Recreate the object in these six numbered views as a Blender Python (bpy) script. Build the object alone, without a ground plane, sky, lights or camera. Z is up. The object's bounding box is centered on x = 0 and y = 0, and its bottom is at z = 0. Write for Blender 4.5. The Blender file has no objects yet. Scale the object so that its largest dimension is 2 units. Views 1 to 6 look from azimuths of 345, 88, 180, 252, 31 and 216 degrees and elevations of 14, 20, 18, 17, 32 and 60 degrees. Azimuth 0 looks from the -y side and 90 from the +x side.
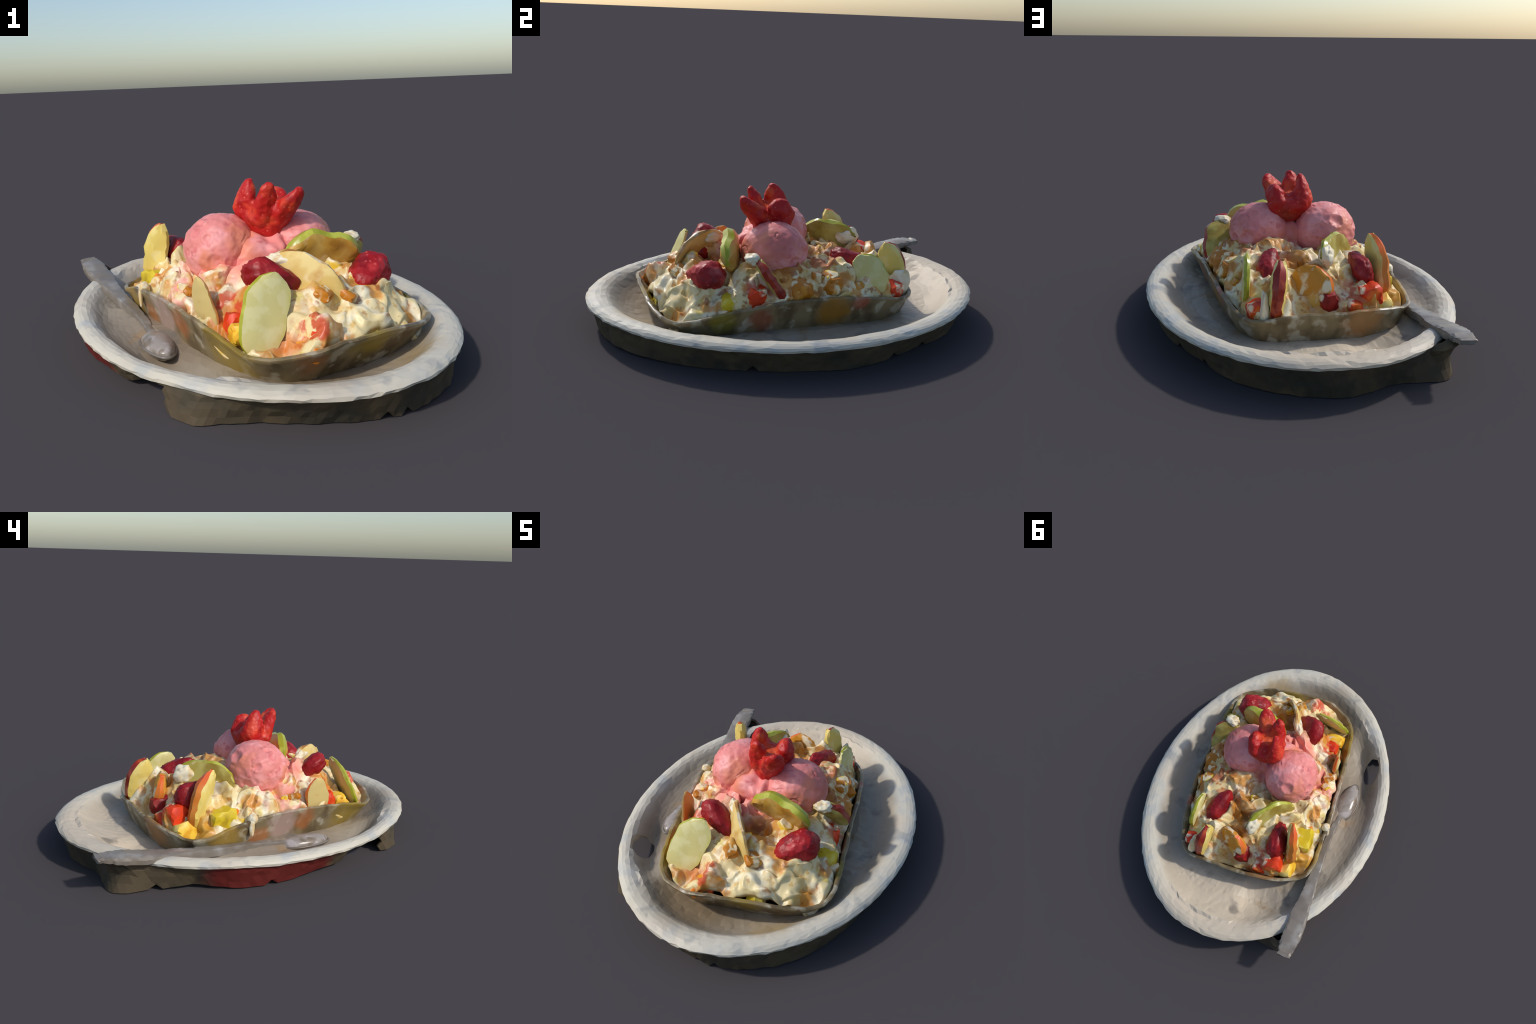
# A fruit-and-cream sundae in a small glass tray, standing on an oval plate with a spoon.
import bpy, bmesh, math, random
import numpy as np
from mathutils import Vector, Matrix, noise, kdtree

RNG = random.Random(7)
V = Vector


# ------------------------------------------------------------------ materials
def lin(c):
    """sRGB 0-255 to linear."""
    out = []
    for x in c:
        x /= 255.0
        out.append(x / 12.92 if x <= 0.04045 else ((x + 0.055) / 1.055) ** 2.4)
    return (*out, 1.0)


def material(name, base, layers=(), rough=0.5, bump=0.0, bump_scale=60.0, bump_kind="noise", sss=0.0, coat=0.0, spec=0.35):
    """Base colour plus a stack of layers; each layer is a colour and a mask made of
    a noise (scale, lo, hi), a soft ball (at, radius) and/or a slope along an axis."""
    m = bpy.data.materials.new(name)
    m.use_nodes = True
    nt = m.node_tree
    nt.nodes.clear()
    N = nt.nodes.new
    L = nt.links.new
    out = N("ShaderNodeOutputMaterial")
    bs = N("ShaderNodeBsdfPrincipled")
    L(bs.outputs[0], out.inputs[0])
    bs.inputs["Roughness"].default_value = rough
    bs.inputs["Specular IOR Level"].default_value = spec
    if sss:
        bs.inputs["Subsurface Weight"].default_value = sss
        bs.inputs["Subsurface Radius"].default_value = (0.02, 0.01, 0.006)
        bs.inputs["Subsurface Scale"].default_value = 0.5
    if coat:
        bs.inputs["Coat Weight"].default_value = coat
        bs.inputs["Coat Roughness"].default_value = 0.25
    tc = N("ShaderNodeTexCoord")
    pos = tc.outputs["Object"]

    def math_node(op, a, b=None, clamp=False):
        n = N("ShaderNodeMath")
        n.operation = op
        n.use_clamp = clamp
        for i, v in enumerate((a, b)):
            if v is None:
                continue
            if isinstance(v, (int, float)):
                n.inputs[i].default_value = v
            else:
                L(v, n.inputs[i])
        return n.outputs[0]

    def step(val, lo, hi):
        r = N("ShaderNodeMapRange")
        r.interpolation_type = "SMOOTHSTEP"
        r.inputs["From Min"].default_value = min(lo, hi)
        r.inputs["From Max"].default_value = max(lo, hi)
        if lo > hi:
            r.inputs["To Min"].default_value = 1
            r.inputs["To Max"].default_value = 0
        L(val, r.inputs["Value"])
        return r.outputs[0]

    def noise_tex(scale, seed, detail=3.0, stretch=None, distort=0.0):
        mp = N("ShaderNodeMapping")
        mp.inputs["Location"].default_value = (seed * 1.37, seed * -2.11, seed * 0.73)
        if stretch:
            mp.inputs["Scale"].default_value = stretch
        L(pos, mp.inputs[0])
        t = N("ShaderNodeTexNoise")
        t.inputs["Scale"].default_value = scale
        t.inputs["Detail"].default_value = detail
        t.inputs["Distortion"].default_value = distort
        L(mp.outputs[0], t.inputs[0])
        return t.outputs["Fac"]

    rgb = N("ShaderNodeRGB")
    rgb.outputs[0].default_value = lin(base)
    col = rgb.outputs[0]
    for k, ly in enumerate(layers):
        mask = None
        if "scale" in ly:
            if ly.get("kind") == "voronoi":
                t = N("ShaderNodeTexVoronoi")
                t.inputs["Scale"].default_value = ly["scale"]
                L(pos, t.inputs[0])
                f = t.outputs["Distance"]
            else:
                f = noise_tex(ly["scale"], ly.get("seed", k + 1), ly.get("detail", 3.0), ly.get("stretch"), ly.get("distort", 0.0))
            mask = step(f, ly["lo"], ly["hi"])
        if "at" in ly:
            d = N("ShaderNodeVectorMath")
            d.operation = "SUBTRACT"
            L(pos, d.inputs[0])
            d.inputs[1].default_value = ly["at"]
            if "squash" in ly:
                s = N("ShaderNodeVectorMath")
                s.operation = "MULTIPLY"
                L(d.outputs[0], s.inputs[0])
                s.inputs[1].default_value = ly["squash"]
                d = s
            ln = N("ShaderNodeVectorMath")
            ln.operation = "LENGTH"
            L(d.outputs[0], ln.inputs[0])
            wob = noise_tex(ly.get("wscale", 14.0), ly.get("seed", k + 1) + 5, 2.0)
            w = math_node("MULTIPLY", math_node("SUBTRACT", wob, 0.5), ly.get("wob", 0.9) * ly["radius"])
            dist = math_node("ADD", ln.outputs["Value"], w)
            b = step(dist, ly["radius"] * 1.0, ly["radius"] * (1.0 - ly.get("soft", 0.5)))
            mask = b if mask is None else math_node("MULTIPLY", mask, b)
        if "axis" in ly:
            sx = N("ShaderNodeSeparateXYZ")
            L(pos, sx.inputs[0])
            wob = noise_tex(ly.get("wscale", 18.0), k + 9, 3.0)
            val = math_node("ADD", sx.outputs[ly["axis"]], math_node("MULTIPLY", math_node("SUBTRACT", wob, 0.5), ly.get("wobble", 0.0)))
            b = step(val, ly["from"], ly["to"])
            mask = b if mask is None else math_node("MULTIPLY", mask, b)
        if "oval" in ly:
            mp = N("ShaderNodeMapping")
            mp.vector_type = "TEXTURE"
            mp.inputs["Rotation"].default_value = (0, 0, TURN)
            mp.inputs["Scale"].default_value = (0.7374, 1.0073, 1e6)
            L(pos, mp.inputs[0])
            ln = N("ShaderNodeVectorMath")
            ln.operation = "LENGTH"
            L(mp.outputs[0], ln.inputs[0])
            wob = noise_tex(9.0, k + 4, 3.0)
            v = math_node("ADD", ln.outputs["Value"], math_node("MULTIPLY", math_node("SUBTRACT", wob, 0.5), 0.06))
            b = step(v, ly["oval"][0], ly["oval"][1])
            mask = b if mask is None else math_node("MULTIPLY", mask, b)
        if "facing" in ly:
            g = N("ShaderNodeNewGeometry")
            sx = N("ShaderNodeSeparateXYZ")
            L(g.outputs["Pointiness"], sx.inputs[0]) if False else None
            b = step(g.outputs["Pointiness"], ly["facing"][0], ly["facing"][1])
            mask = b if mask is None else math_node("MULTIPLY", mask, b)
        mask = math_node("MULTIPLY", mask, ly.get("amount", 1.0))
        mx = N("ShaderNodeMix")
        mx.data_type = "RGBA"
        L(mask, mx.inputs["Factor"])
        L(col, mx.inputs[6])
        mx.inputs[7].default_value = lin(ly["col"])
        col = mx.outputs[2]
    L(col, bs.inputs["Base Color"])
    if bump:
        b = N("ShaderNodeBump")
        b.inputs["Strength"].default_value = bump
        b.inputs["Distance"].default_value = 0.01
        if bump_kind == "voronoi":
            t = N("ShaderNodeTexVoronoi")
            t.inputs["Scale"].default_value = bump_scale
            L(pos, t.inputs[0])
            L(t.outputs["Distance"], b.inputs["Height"])
        else:
            L(noise_tex(bump_scale, 3, 4.0), b.inputs["Height"])
        L(b.outputs[0], bs.inputs["Normal"])
    return m


M = {}
TURN = 0.2064
M["plate"] = material("plate_glaze", (204, 197, 180), [
    dict(col=(182, 183, 178), scale=7, lo=0.48, hi=0.66, seed=3, amount=0.8),
    dict(col=(202, 188, 168), scale=4, lo=0.48, hi=0.7, seed=8, amount=0.6),
    dict(col=(146, 149, 148), scale=8, lo=0.58, hi=0.70, seed=12, amount=0.5),
    # the dished middle: greyer and browner, turning tan towards the tray
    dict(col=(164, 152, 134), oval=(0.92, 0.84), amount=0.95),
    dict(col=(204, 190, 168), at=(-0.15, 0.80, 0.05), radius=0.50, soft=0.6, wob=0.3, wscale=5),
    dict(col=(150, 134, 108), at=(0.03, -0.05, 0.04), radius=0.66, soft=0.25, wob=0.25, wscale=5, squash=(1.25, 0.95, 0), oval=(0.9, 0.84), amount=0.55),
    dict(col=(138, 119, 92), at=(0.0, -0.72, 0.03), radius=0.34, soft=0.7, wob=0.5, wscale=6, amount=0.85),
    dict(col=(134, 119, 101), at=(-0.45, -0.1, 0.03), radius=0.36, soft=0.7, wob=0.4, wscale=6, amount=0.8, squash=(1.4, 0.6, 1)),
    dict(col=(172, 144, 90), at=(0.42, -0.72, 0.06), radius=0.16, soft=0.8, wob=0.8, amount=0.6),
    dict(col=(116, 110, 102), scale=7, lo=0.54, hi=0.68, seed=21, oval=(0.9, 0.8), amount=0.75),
    dict(col=(150, 120, 82), scale=6, lo=0.58, hi=0.70, seed=41, oval=(0.88, 0.8), amount=0.6)], rough=0.5)
M["skirt"] = material("brown_underside", (86, 75, 58), [
    dict(col=(66, 62, 52), scale=5, lo=0.45, hi=0.65, seed=2),
    dict(col=(112, 96, 70), scale=7, lo=0.55, hi=0.75, seed=6, amount=0.7),
    dict(col=(104, 34, 30), at=(-0.75, 0.02, 0.08), radius=0.40, soft=0.35, wob=0.25, wscale=7, amount=0.95)], rough=0.75, spec=0.2)
M["steel"] = material("dull_steel", (128, 120, 110), [
    dict(col=(154, 150, 144), scale=8, lo=0.5, hi=0.7, seed=3, amount=0.8),
    dict(col=(108, 94, 78), scale=5, lo=0.5, hi=0.68, seed=5, amount=0.7)], rough=0.35, spec=0.5)
M["bowl_steel"] = material("bright_steel", (156, 146, 136), [
    dict(col=(186, 176, 172), scale=14, lo=0.5, hi=0.62, seed=3, amount=0.8),
    dict(col=(110, 92, 66), scale=11, lo=0.52, hi=0.66, seed=9, amount=0.8)], rough=0.25, spec=0.6)
M["glass"] = material("smeared_glass", (132, 116, 84), [
    dict(col=(98, 82, 56), scale=9, lo=0.45, hi=0.62, seed=4, stretch=(1, 1, 0.6)),
    dict(col=(176, 168, 146), scale=13, lo=0.54, hi=0.66, seed=9, amount=0.8),
    dict(col=(150, 124, 34), at=(-0.24, -0.56, 0.15), radius=0.18, soft=0.6, amount=0.8),
    dict(col=(146, 122, 24), at=(0.26, -0.7, 0.14), radius=0.12, soft=0.7, amount=0.75),
    dict(col=(150, 84, 34), at=(0.0, -0.73, 0.14), radius=0.08, soft=0.7, amount=0.6),
    dict(col=(178, 148, 140), at=(-0.40, -0.12, 0.16), radius=0.13, soft=0.6, amount=0.7, seed=3),
    dict(col=(166, 98, 50), at=(-0.38, -0.26, 0.17), radius=0.09, soft=0.6, amount=0.75, seed=6),
    dict(col=(172, 106, 62), at=(-0.44, 0.02, 0.12), radius=0.08, soft=0.6, amount=0.7, seed=8),
    dict(col=(170, 136, 56), at=(-0.50, 0.2, 0.15), radius=0.12, soft=0.6, amount=0.7),
    dict(col=(160, 110, 56), at=(-0.3, 0.53, 0.14), radius=0.13, soft=0.6, amount=0.7),
    dict(col=(150, 104, 26), at=(0.40, 0.22, 0.16), radius=0.12, soft=0.6, amount=0.85),
    dict(col=(140, 76, 50), at=(0.48, -0.12, 0.15), radius=0.09, soft=0.6, amount=0.8),
    dict(col=(160, 84, 60), at=(0.36, 0.36, 0.2), radius=0.06, soft=0.6, amount=0.8),
    dict(col=(140, 128, 40), at=(0.53, -0.3, 0.17), radius=0.09, soft=0.6, amount=0.7)],
    rough=0.3, spec=0.5)

AMBER = (196, 122, 28)
M["cream"] = material("clotted_cream", (229, 210, 158), [
    dict(col=(240, 230, 200), scale=10, lo=0.48, hi=0.6, seed=2, amount=0.9),
    dict(col=(214, 178, 104), scale=9, lo=0.53, hi=0.64, seed=5, amount=0.75),
    dict(col=(206, 160, 76), scale=26, lo=0.58, hi=0.68, seed=35, amount=0.65),
    dict(col=(186, 122, 40), scale=14, lo=0.59, hi=0.68, seed=9, amount=0.85),
    dict(col=(214, 190, 70), scale=10, lo=0.62, hi=0.7, seed=26, amount=0.6),
    dict(col=(208, 136, 40), scale=7, lo=0.54, hi=0.62, seed=63, amount=0.8),
    dict(col=(146, 80, 32), scale=17, lo=0.60, hi=0.70, seed=14, amount=0.8),
    dict(col=(170, 104, 30), at=(0.13, -0.37, 0.27), radius=0.13, soft=0.6, amount=0.8),
    dict(col=(204, 120, 36), at=(-0.20, -0.47, 0.22), radius=0.12, soft=0.6, amount=0.8),
    dict(col=(206, 112, 40), at=(-0.05, -0.64, 0.18), radius=0.09, soft=0.7, amount=0.8),
    dict(col=(176, 112, 36), at=(0.28, -0.28, 0.28), radius=0.10, soft=0.6, amount=0.75),
    dict(col=(182, 116, 40), at=(0.0, 0.26, 0.33), radius=0.12, soft=0.6, amount=0.7),
    dict(col=(196, 132, 44), at=(-0.09, 0.53, 0.25), radius=0.11, soft=0.6, amount=0.7),
    dict(col=(200, 150, 46), at=(-0.43, 0.33, 0.2), radius=0.13, soft=0.6, amount=0.7),
    # amber and reddish patches in the hollows of the sides and middle
    dict(col=(176, 106, 30), at=(0.34, 0.05, 0.30), radius=0.17, soft=0.5, scale=13, lo=0.46, hi=0.54, seed=3, amount=0.9),
    dict(col=(190, 118, 34), at=(0.33, 0.24, 0.34), radius=0.11, soft=0.5, scale=16, lo=0.44, hi=0.54, seed=31, amount=0.9),
    dict(col=(196, 128, 44), at=(0.06, 0.42, 0.34), radius=0.22, soft=0.5, scale=15, lo=0.5, hi=0.58, seed=23, amount=0.8),
    dict(col=(206, 150, 62), at=(0.12, -0.42, 0.34), radius=0.20, soft=0.5, scale=12, lo=0.45, hi=0.56, seed=13, amount=0.8),
    dict(col=(182, 92, 44), at=(0.2, 0.19, 0.35), radius=0.13, soft=0.5, scale=14, lo=0.46, hi=0.54, seed=17, amount=0.8),
    dict(col=(200, 74, 40), at=(-0.22, -0.42, 0.30), radius=0.12, soft=0.5, scale=16, lo=0.44, hi=0.54, seed=41, amount=0.9),
    dict(col=(196, 60, 30), at=(0.02, -0.66, 0.24), radius=0.10, soft=0.5, scale=16, lo=0.46, hi=0.55, seed=43, amount=0.9),
    dict(col=(190, 72, 50), at=(-0.25, 0.47, 0.26), radius=0.14, soft=0.5, scale=15, lo=0.47, hi=0.56, seed=47, amount=0.8),
    dict(col=(186, 60, 44), at=(0.44, -0.13, 0.28), radius=0.09, soft=0.5, scale=18, lo=0.42, hi=0.54, seed=51, amount=0.85),
    # pink melt around the scoops
    dict(col=(240, 158, 150), at=(-0.27, -0.14, 0.30), radius=0.20, soft=0.6, scale=14, lo=0.43, hi=0.58, seed=19, amount=0.8),
    dict(col=(236, 140, 132), at=(0.0, -0.14, 0.34), radius=0.26, soft=0.35, wob=0.4, amount=0.85),
    ], rough=0.38, bump=0.08, bump_scale=45, spec=0.4)
M["cream_plain"] = material("whipped_cream", (230, 220, 190), [
    dict(col=(240, 234, 214), scale=20, lo=0.5, hi=0.62, seed=2, amount=0.8),
    dict(col=(216, 184, 124), scale=22, lo=0.5, hi=0.64, seed=5, amount=0.8)], rough=0.45)
M["ice"] = material("strawberry_ice_cream", (230, 140, 134), [
    dict(col=(240, 160, 156), scale=9, lo=0.46, hi=0.62, seed=2),
    dict(col=(224, 134, 104), scale=5, lo=0.5, hi=0.64, seed=6, amount=0.85),
    dict(col=(206, 98, 98), scale=20, lo=0.58, hi=0.7, seed=9, amount=0.7),
    dict(col=(200, 104, 110), scale=4, lo=0.52, hi=0.68, seed=29, amount=0.6),
    dict(col=(232, 112, 88), at=(-0.02, -0.16, 0.28), radius=0.16, soft=0.7, amount=0.6)], rough=0.45, bump=0.10, bump_scale=40)
M["berry"] = material("strawberry_red", (154, 20, 26), [
    dict(col=(184, 46, 50), scale=11, lo=0.46, hi=0.62, seed=2, amount=0.8),
    dict(col=(110, 12, 24), scale=9, lo=0.5, hi=0.66, seed=4, amount=0.8),
    dict(col=(206, 120, 110), scale=7, lo=0.6, hi=0.74, seed=15, amount=0.6),
    dict(col=(216, 96, 88), scale=36, lo=0.24, hi=0.10, kind="voronoi", amount=0.55)],
    rough=0.45, bump=0.35, bump_scale=44, bump_kind="voronoi")
M["berry_dark"] = material("ripe_berry_red", (138, 18, 24), [
    dict(col=(166, 34, 38), scale=9, lo=0.46, hi=0.64, seed=2, amount=0.8),
    dict(col=(104, 10, 20), scale=7, lo=0.5, hi=0.68, seed=4, amount=0.8),
    dict(col=(214, 150, 132), scale=8, lo=0.64, hi=0.74, seed=15, amount=0.7)], rough=0.45, bump=0.35, bump_scale=40, bump_kind="voronoi")
M["fan_out"] = material("cut_berry_red", (186, 30, 26), [
    dict(col=(220, 74, 46), scale=12, lo=0.48, hi=0.64, seed=2, amount=0.8),
    dict(col=(150, 16, 22), scale=10, lo=0.52, hi=0.68, seed=4, amount=0.7),
    dict(col=(206, 84, 44), at=(0.050, -0.095, 0.600), radius=0.060, soft=0.6, amount=0.9),
    dict(col=(212, 90, 48), at=(0.115, -0.160, 0.615), radius=0.055, soft=0.6, amount=0.85),
    dict(col=(210, 86, 42), at=(0.012, -0.090, 0.645), radius=0.036, soft=0.6, amount=0.9),
    dict(col=(134, 66, 46), at=(0.05, 0.03, 0.47), radius=0.10, soft=0.8, amount=0.55),
    dict(col=(236, 110, 96), scale=42, lo=0.22, hi=0.10, kind="voronoi", amount=0.55)],
    rough=0.48, bump=0.4, bump_scale=42, bump_kind="voronoi")
M["flesh_green"] = material("pale_apple_flesh", (217, 208, 138), [
    dict(col=(228, 220, 162), scale=18, lo=0.48, hi=0.62, seed=2, amount=0.8),
    dict(col=(220, 188, 122), axis=2, **{"from": -0.05, "to": -0.17}, wobble=0.1, amount=0.7),
    dict(col=(204, 206, 98), axis=0, **{"from": 0.045, "to": 0.085}, wobble=0.03, amount=0.7)], rough=0.4)
M["flesh_tan"] = material("syrupy_apple_flesh", (214, 182, 106), [
    dict(col=(232, 216, 174), scale=8, lo=0.58, hi=0.68, seed=17, amount=0.75),
    dict(col=(226, 202, 134), scale=12, lo=0.46, hi=0.62, seed=3, amount=0.9),
    dict(col=(186, 130, 44), scale=8, lo=0.54, hi=0.7, seed=7, amount=0.7)], rough=0.4)
M["flesh_two"] = material("thin_apple_flesh", (214, 190, 124), [
    dict(col=(206, 128, 48), axis=1, **{"from": 0.004, "to": -0.004}, amount=0.9),
    dict(col=(196, 104, 34), scale=12, lo=0.54, hi=0.7, seed=7, amount=0.5)], rough=0.4)
M["skin_tan"] = material("browned_apple_skin", (190, 150, 84), [
    dict(col=(226, 214, 184), scale=9, lo=0.5, hi=0.62, seed=3, amount=0.9),
    dict(col=(150, 96, 44), scale=13, lo=0.54, hi=0.68, seed=6, amount=0.8)], rough=0.4)
M["flesh_amber"] = material("amber_apple_flesh", (196, 150, 62), [
    dict(col=(232, 216, 174), scale=8, lo=0.58, hi=0.68, seed=17, amount=0.75),
    dict(col=(214, 178, 96), scale=10, lo=0.46, hi=0.64, seed=3, amount=0.8),
    dict(col=(150, 96, 26), scale=8, lo=0.52, hi=0.7, seed=7, amount=0.8)], rough=0.4)
M["flesh_yellow"] = material("yellow_apple_flesh", (228, 204, 112), [
    dict(col=(232, 216, 174), scale=8, lo=0.58, hi=0.68, seed=17, amount=0.75),
    dict(col=(236, 218, 140), scale=12, lo=0.46, hi=0.62, seed=3, amount=0.9),
    dict(col=(210, 168, 66), axis=2, **{"from": -0.02, "to": -0.14}, wobble=0.1, amount=0.7)], rough=0.4)
M["flesh_olive"] = material("olive_apple_flesh", (176, 160, 76), [
    dict(col=(232, 216, 174), scale=8, lo=0.58, hi=0.68, seed=17, amount=0.75),
    dict(col=(196, 184, 104), scale=10, lo=0.46, hi=0.62, seed=3, amount=0.8),
    dict(col=(140, 112, 34), scale=7, lo=0.52, hi=0.7, seed=7, amount=0.8)], rough=0.4)
M["skin_green"] = material("green_apple_skin", (160, 160, 42), [
    dict(col=(192, 196, 86), scale=12, lo=0.5, hi=0.66, seed=3, amount=0.7),
    dict(col=(134, 146, 26), scale=9, lo=0.54, hi=0.7, seed=6, amount=0.6)], rough=0.3, coat=0.15)
M["skin_red"] = material("red_apple_skin", (150, 44, 30), [
    dict(col=(196, 88, 40), scale=16, lo=0.48, hi=0.66, seed=3, amount=0.7),
    dict(col=(110, 22, 22), scale=10, lo=0.52, hi=0.68, seed=6, amount=0.7)], rough=0.3, coat=0.15)
M["skin_orange"] = material("peach_skin", (214, 126, 48), [
    dict(col=(224, 84, 40), axis=2, **{"from": 0.04, "to": 0.12}, wobble=0.06, amount=0.8),
    dict(col=(200, 140, 60), scale=10, lo=0.5, hi=0.66, seed=6, amount=0.8)], rough=0.35)
M["orange"] = material("orange_fruit", (226, 126, 28), [
    dict(col=(238, 176, 52), scale=12, lo=0.48, hi=0.64, seed=3, amount=0.8),
    dict(col=(196, 60, 24), scale=10, lo=0.56, hi=0.7, seed=6, amount=0.8),
    dict(col=(234, 220, 186), scale=13, lo=0.6, hi=0.68, seed=18, amount=0.9)], rough=0.45)
M["amber"] = material("syrupy_orange_fruit", (190, 118, 30), [
    dict(col=(214, 158, 66), scale=9, lo=0.48, hi=0.62, seed=3, amount=0.8),
    dict(col=(232, 214, 172), scale=15, lo=0.55, hi=0.62, seed=8, stretch=(1, 1, 0.4), amount=0.95),
    dict(col=(150, 66, 22), scale=10, lo=0.56, hi=0.7, seed=6, amount=0.8)], rough=0.4)
M["flesh_peach"] = material("peach_flesh", (204, 138, 42), [
    dict(col=(224, 178, 90), scale=9, lo=0.48, hi=0.62, seed=3, amount=0.8),
    dict(col=(236, 222, 190), scale=13, lo=0.53, hi=0.61, seed=8, stretch=(1, 1, 0.5), amount=0.95),
    dict(col=(176, 92, 26), scale=10, lo=0.56, hi=0.7, seed=6, amount=0.8)], rough=0.4)
M["red_orange"] = material("papaya_fruit", (224, 66, 26), [
    dict(col=(240, 120, 44), scale=14, lo=0.5, hi=0.66, seed=3, amount=0.8),
    dict(col=(170, 24, 20), scale=11, lo=0.54, hi=0.7, seed=6, amount=0.8),
    dict(col=(234, 220, 186), scale=13, lo=0.6, hi=0.68, seed=18, amount=0.9)], rough=0.45)
M["yellow"] = material("mango_fruit", (240, 198, 62), [
    dict(col=(246, 222, 140), scale=12, lo=0.5, hi=0.66, seed=3, amount=0.8),
    dict(col=(222, 150, 30), scale=10, lo=0.54, hi=0.7, seed=6, amount=0.8),
    dict(col=(234, 220, 186), scale=13, lo=0.6, hi=0.68, seed=18, amount=0.9)], rough=0.45)
M["lime"] = material("pineapple_fruit", (212, 186, 40), [
    dict(col=(226, 212, 110), scale=14, lo=0.52, hi=0.64, seed=3, amount=0.8),
    dict(col=(160, 130, 16), scale=10, lo=0.52, hi=0.7, seed=6, amount=0.8),
    dict(col=(234, 220, 186), scale=13, lo=0.6, hi=0.68, seed=18, amount=0.9)], rough=0.45)
M["dark_red"] = material("cherry_fruit", (130, 14, 16), [
    dict(col=(170, 40, 30), scale=12, lo=0.5, hi=0.66, seed=3, amount=0.8),
    dict(col=(234, 220, 186), scale=13, lo=0.6, hi=0.68, seed=18, amount=0.9)], rough=0.45)


# ------------------------------------------------------------------ helpers
def empty(name, loc, label=None, cat=None):
    o = bpy.data.objects.new(name, None)
    o.location = loc
    bpy.context.collection.objects.link(o)
    if label:
        o["label"] = label
        o["category"] = cat
    return o


def build(name, verts, faces, mats, parent, face_mat=None, smooth=True, matrix=None, angle=None, recalc=True):
    me = bpy.data.meshes.new(name)
    me.from_pydata([tuple(v) for v in verts], [], faces)
    for k in mats:
        me.materials.append(M[k])
    if face_mat is not None:
        me.polygons.foreach_set("material_index", face_mat)
    me.polygons.foreach_set("use_smooth", [smooth] * len(me.polygons))
    bm = bmesh.new()
    bm.from_mesh(me)
    if recalc:
        bmesh.ops.recalc_face_normals(bm, faces=bm.faces)
    bm.to_mesh(me)
    bm.free()
    if smooth and angle:
        me.set_sharp_from_angle(angle=math.radians(angle))
    o = bpy.data.objects.new(name, me)
    bpy.context.collection.objects.link(o)
    if parent is not None:
        o.parent = parent
        o.matrix_parent_inverse = Matrix.Translation(parent.location).inverted()
    if matrix is not None:
        o.matrix_basis = matrix
    return o


def frame(center, up, normal):
    """Local axes: Z along `up`, Y along `normal`, X = Y x Z."""
    z = V(up).normalized()
    y = V(normal)
    y = (y - z * y.dot(z)).normalized()
    x = y.cross(z)
    m = Matrix((x, y, z)).transposed().to_4x4()
    m.translation = V(center)
    return m


def catmull(points, n, closed=True):
    P = np.array(points, float)
    k = len(P)
    out = []
    ts = np.linspace(0, k if closed else k - 1, n, endpoint=not closed)
    for t in ts:
        i = int(math.floor(t))
        if not closed:
            i = min(i, k - 2)
        f = t - i
        g = (lambda j: P[j % k]) if closed else (lambda j: P[min(max(j, 0), k - 1)])
        a, b, c, d = g(i - 1), g(i), g(i + 1), g(i + 2)
        out.append(0.5 * (2 * b + (c - a) * f + (2 * a - 5 * b + 4 * c - d) * f * f + (3 * b - a - 3 * c + d) * f ** 3))
    return np.array(out)


def interp_table(table, x, period=None):
    xs = [a for a, _ in table]
    ys = [b for _, b in table]
    return np.interp(x, xs, ys, period=period)


def fbm(p, scale, seed=0.0, octaves=3):
    return noise.fractal(V(p) * scale + V((seed, seed * 1.7, -seed)), 1.0, 2.0, octaves)


def grid_faces(rows, cols, wrap=True):
    f = []
    for i in range(rows - 1):
        for j in range(cols if wrap else cols - 1):
            a, b = i * cols + j, i * cols + (j + 1) % cols
            f.append((a, b, b + cols, a + cols))
    return f


# rim of the glass tray: x, y, height
TRAY = [(-.19, -.69, .165), (-.11, -.74, .170), (.02, -.765, .188), (.16, -.73, .198), (.36, -.665, .193), (.47, -.61, .178), (.545, -.545, .170), (.58, -.46, .176),
        (.55, -.29, .205), (.47, -.02, .238), (.395, .24, .238), (.32, .45, .214), (.25, .56, .19), (.18, .625, .185), (.10, .635, .198), (-.05, .605, .205), (-.20, .565, .20),
        (-.35, .51, .198), (-.47, .425, .175), (-.515, .33, .172), (-.49, .16, .212), (-.455, 0, .238), (-.38, -.23, .234), (-.32, -.42, .218), (-.26, -.57, .198), (-.225, -.645, .175)]
FILLET_RING = catmull(TRAY, 160)


# ------------------------------------------------------------------ plate
CX, CY, RA, RB, ROT = 0.004, 0.003, 0.7440, 1.0070, 0.2064


def rim_point(t):
    """Outer rim of the oval plate; t is the ellipse parameter."""
    r = 1 - 0.0013 * math.cos(3 * t) + 0.0047 * math.sin(3 * t) + 0.0023 * math.cos(4 * t)
    x, y = RA * math.cos(t) * r, RB * math.sin(t) * r
    z = 0.141 + 0.0123 * x + 0.0117 * y - 0.0063 * math.cos(2 * t) - 0.0039 * math.sin(2 * t)
    return (CX + x * math.cos(ROT) - y * math.sin(ROT), CY + x * math.sin(ROT) + y * math.cos(ROT), z)


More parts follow.
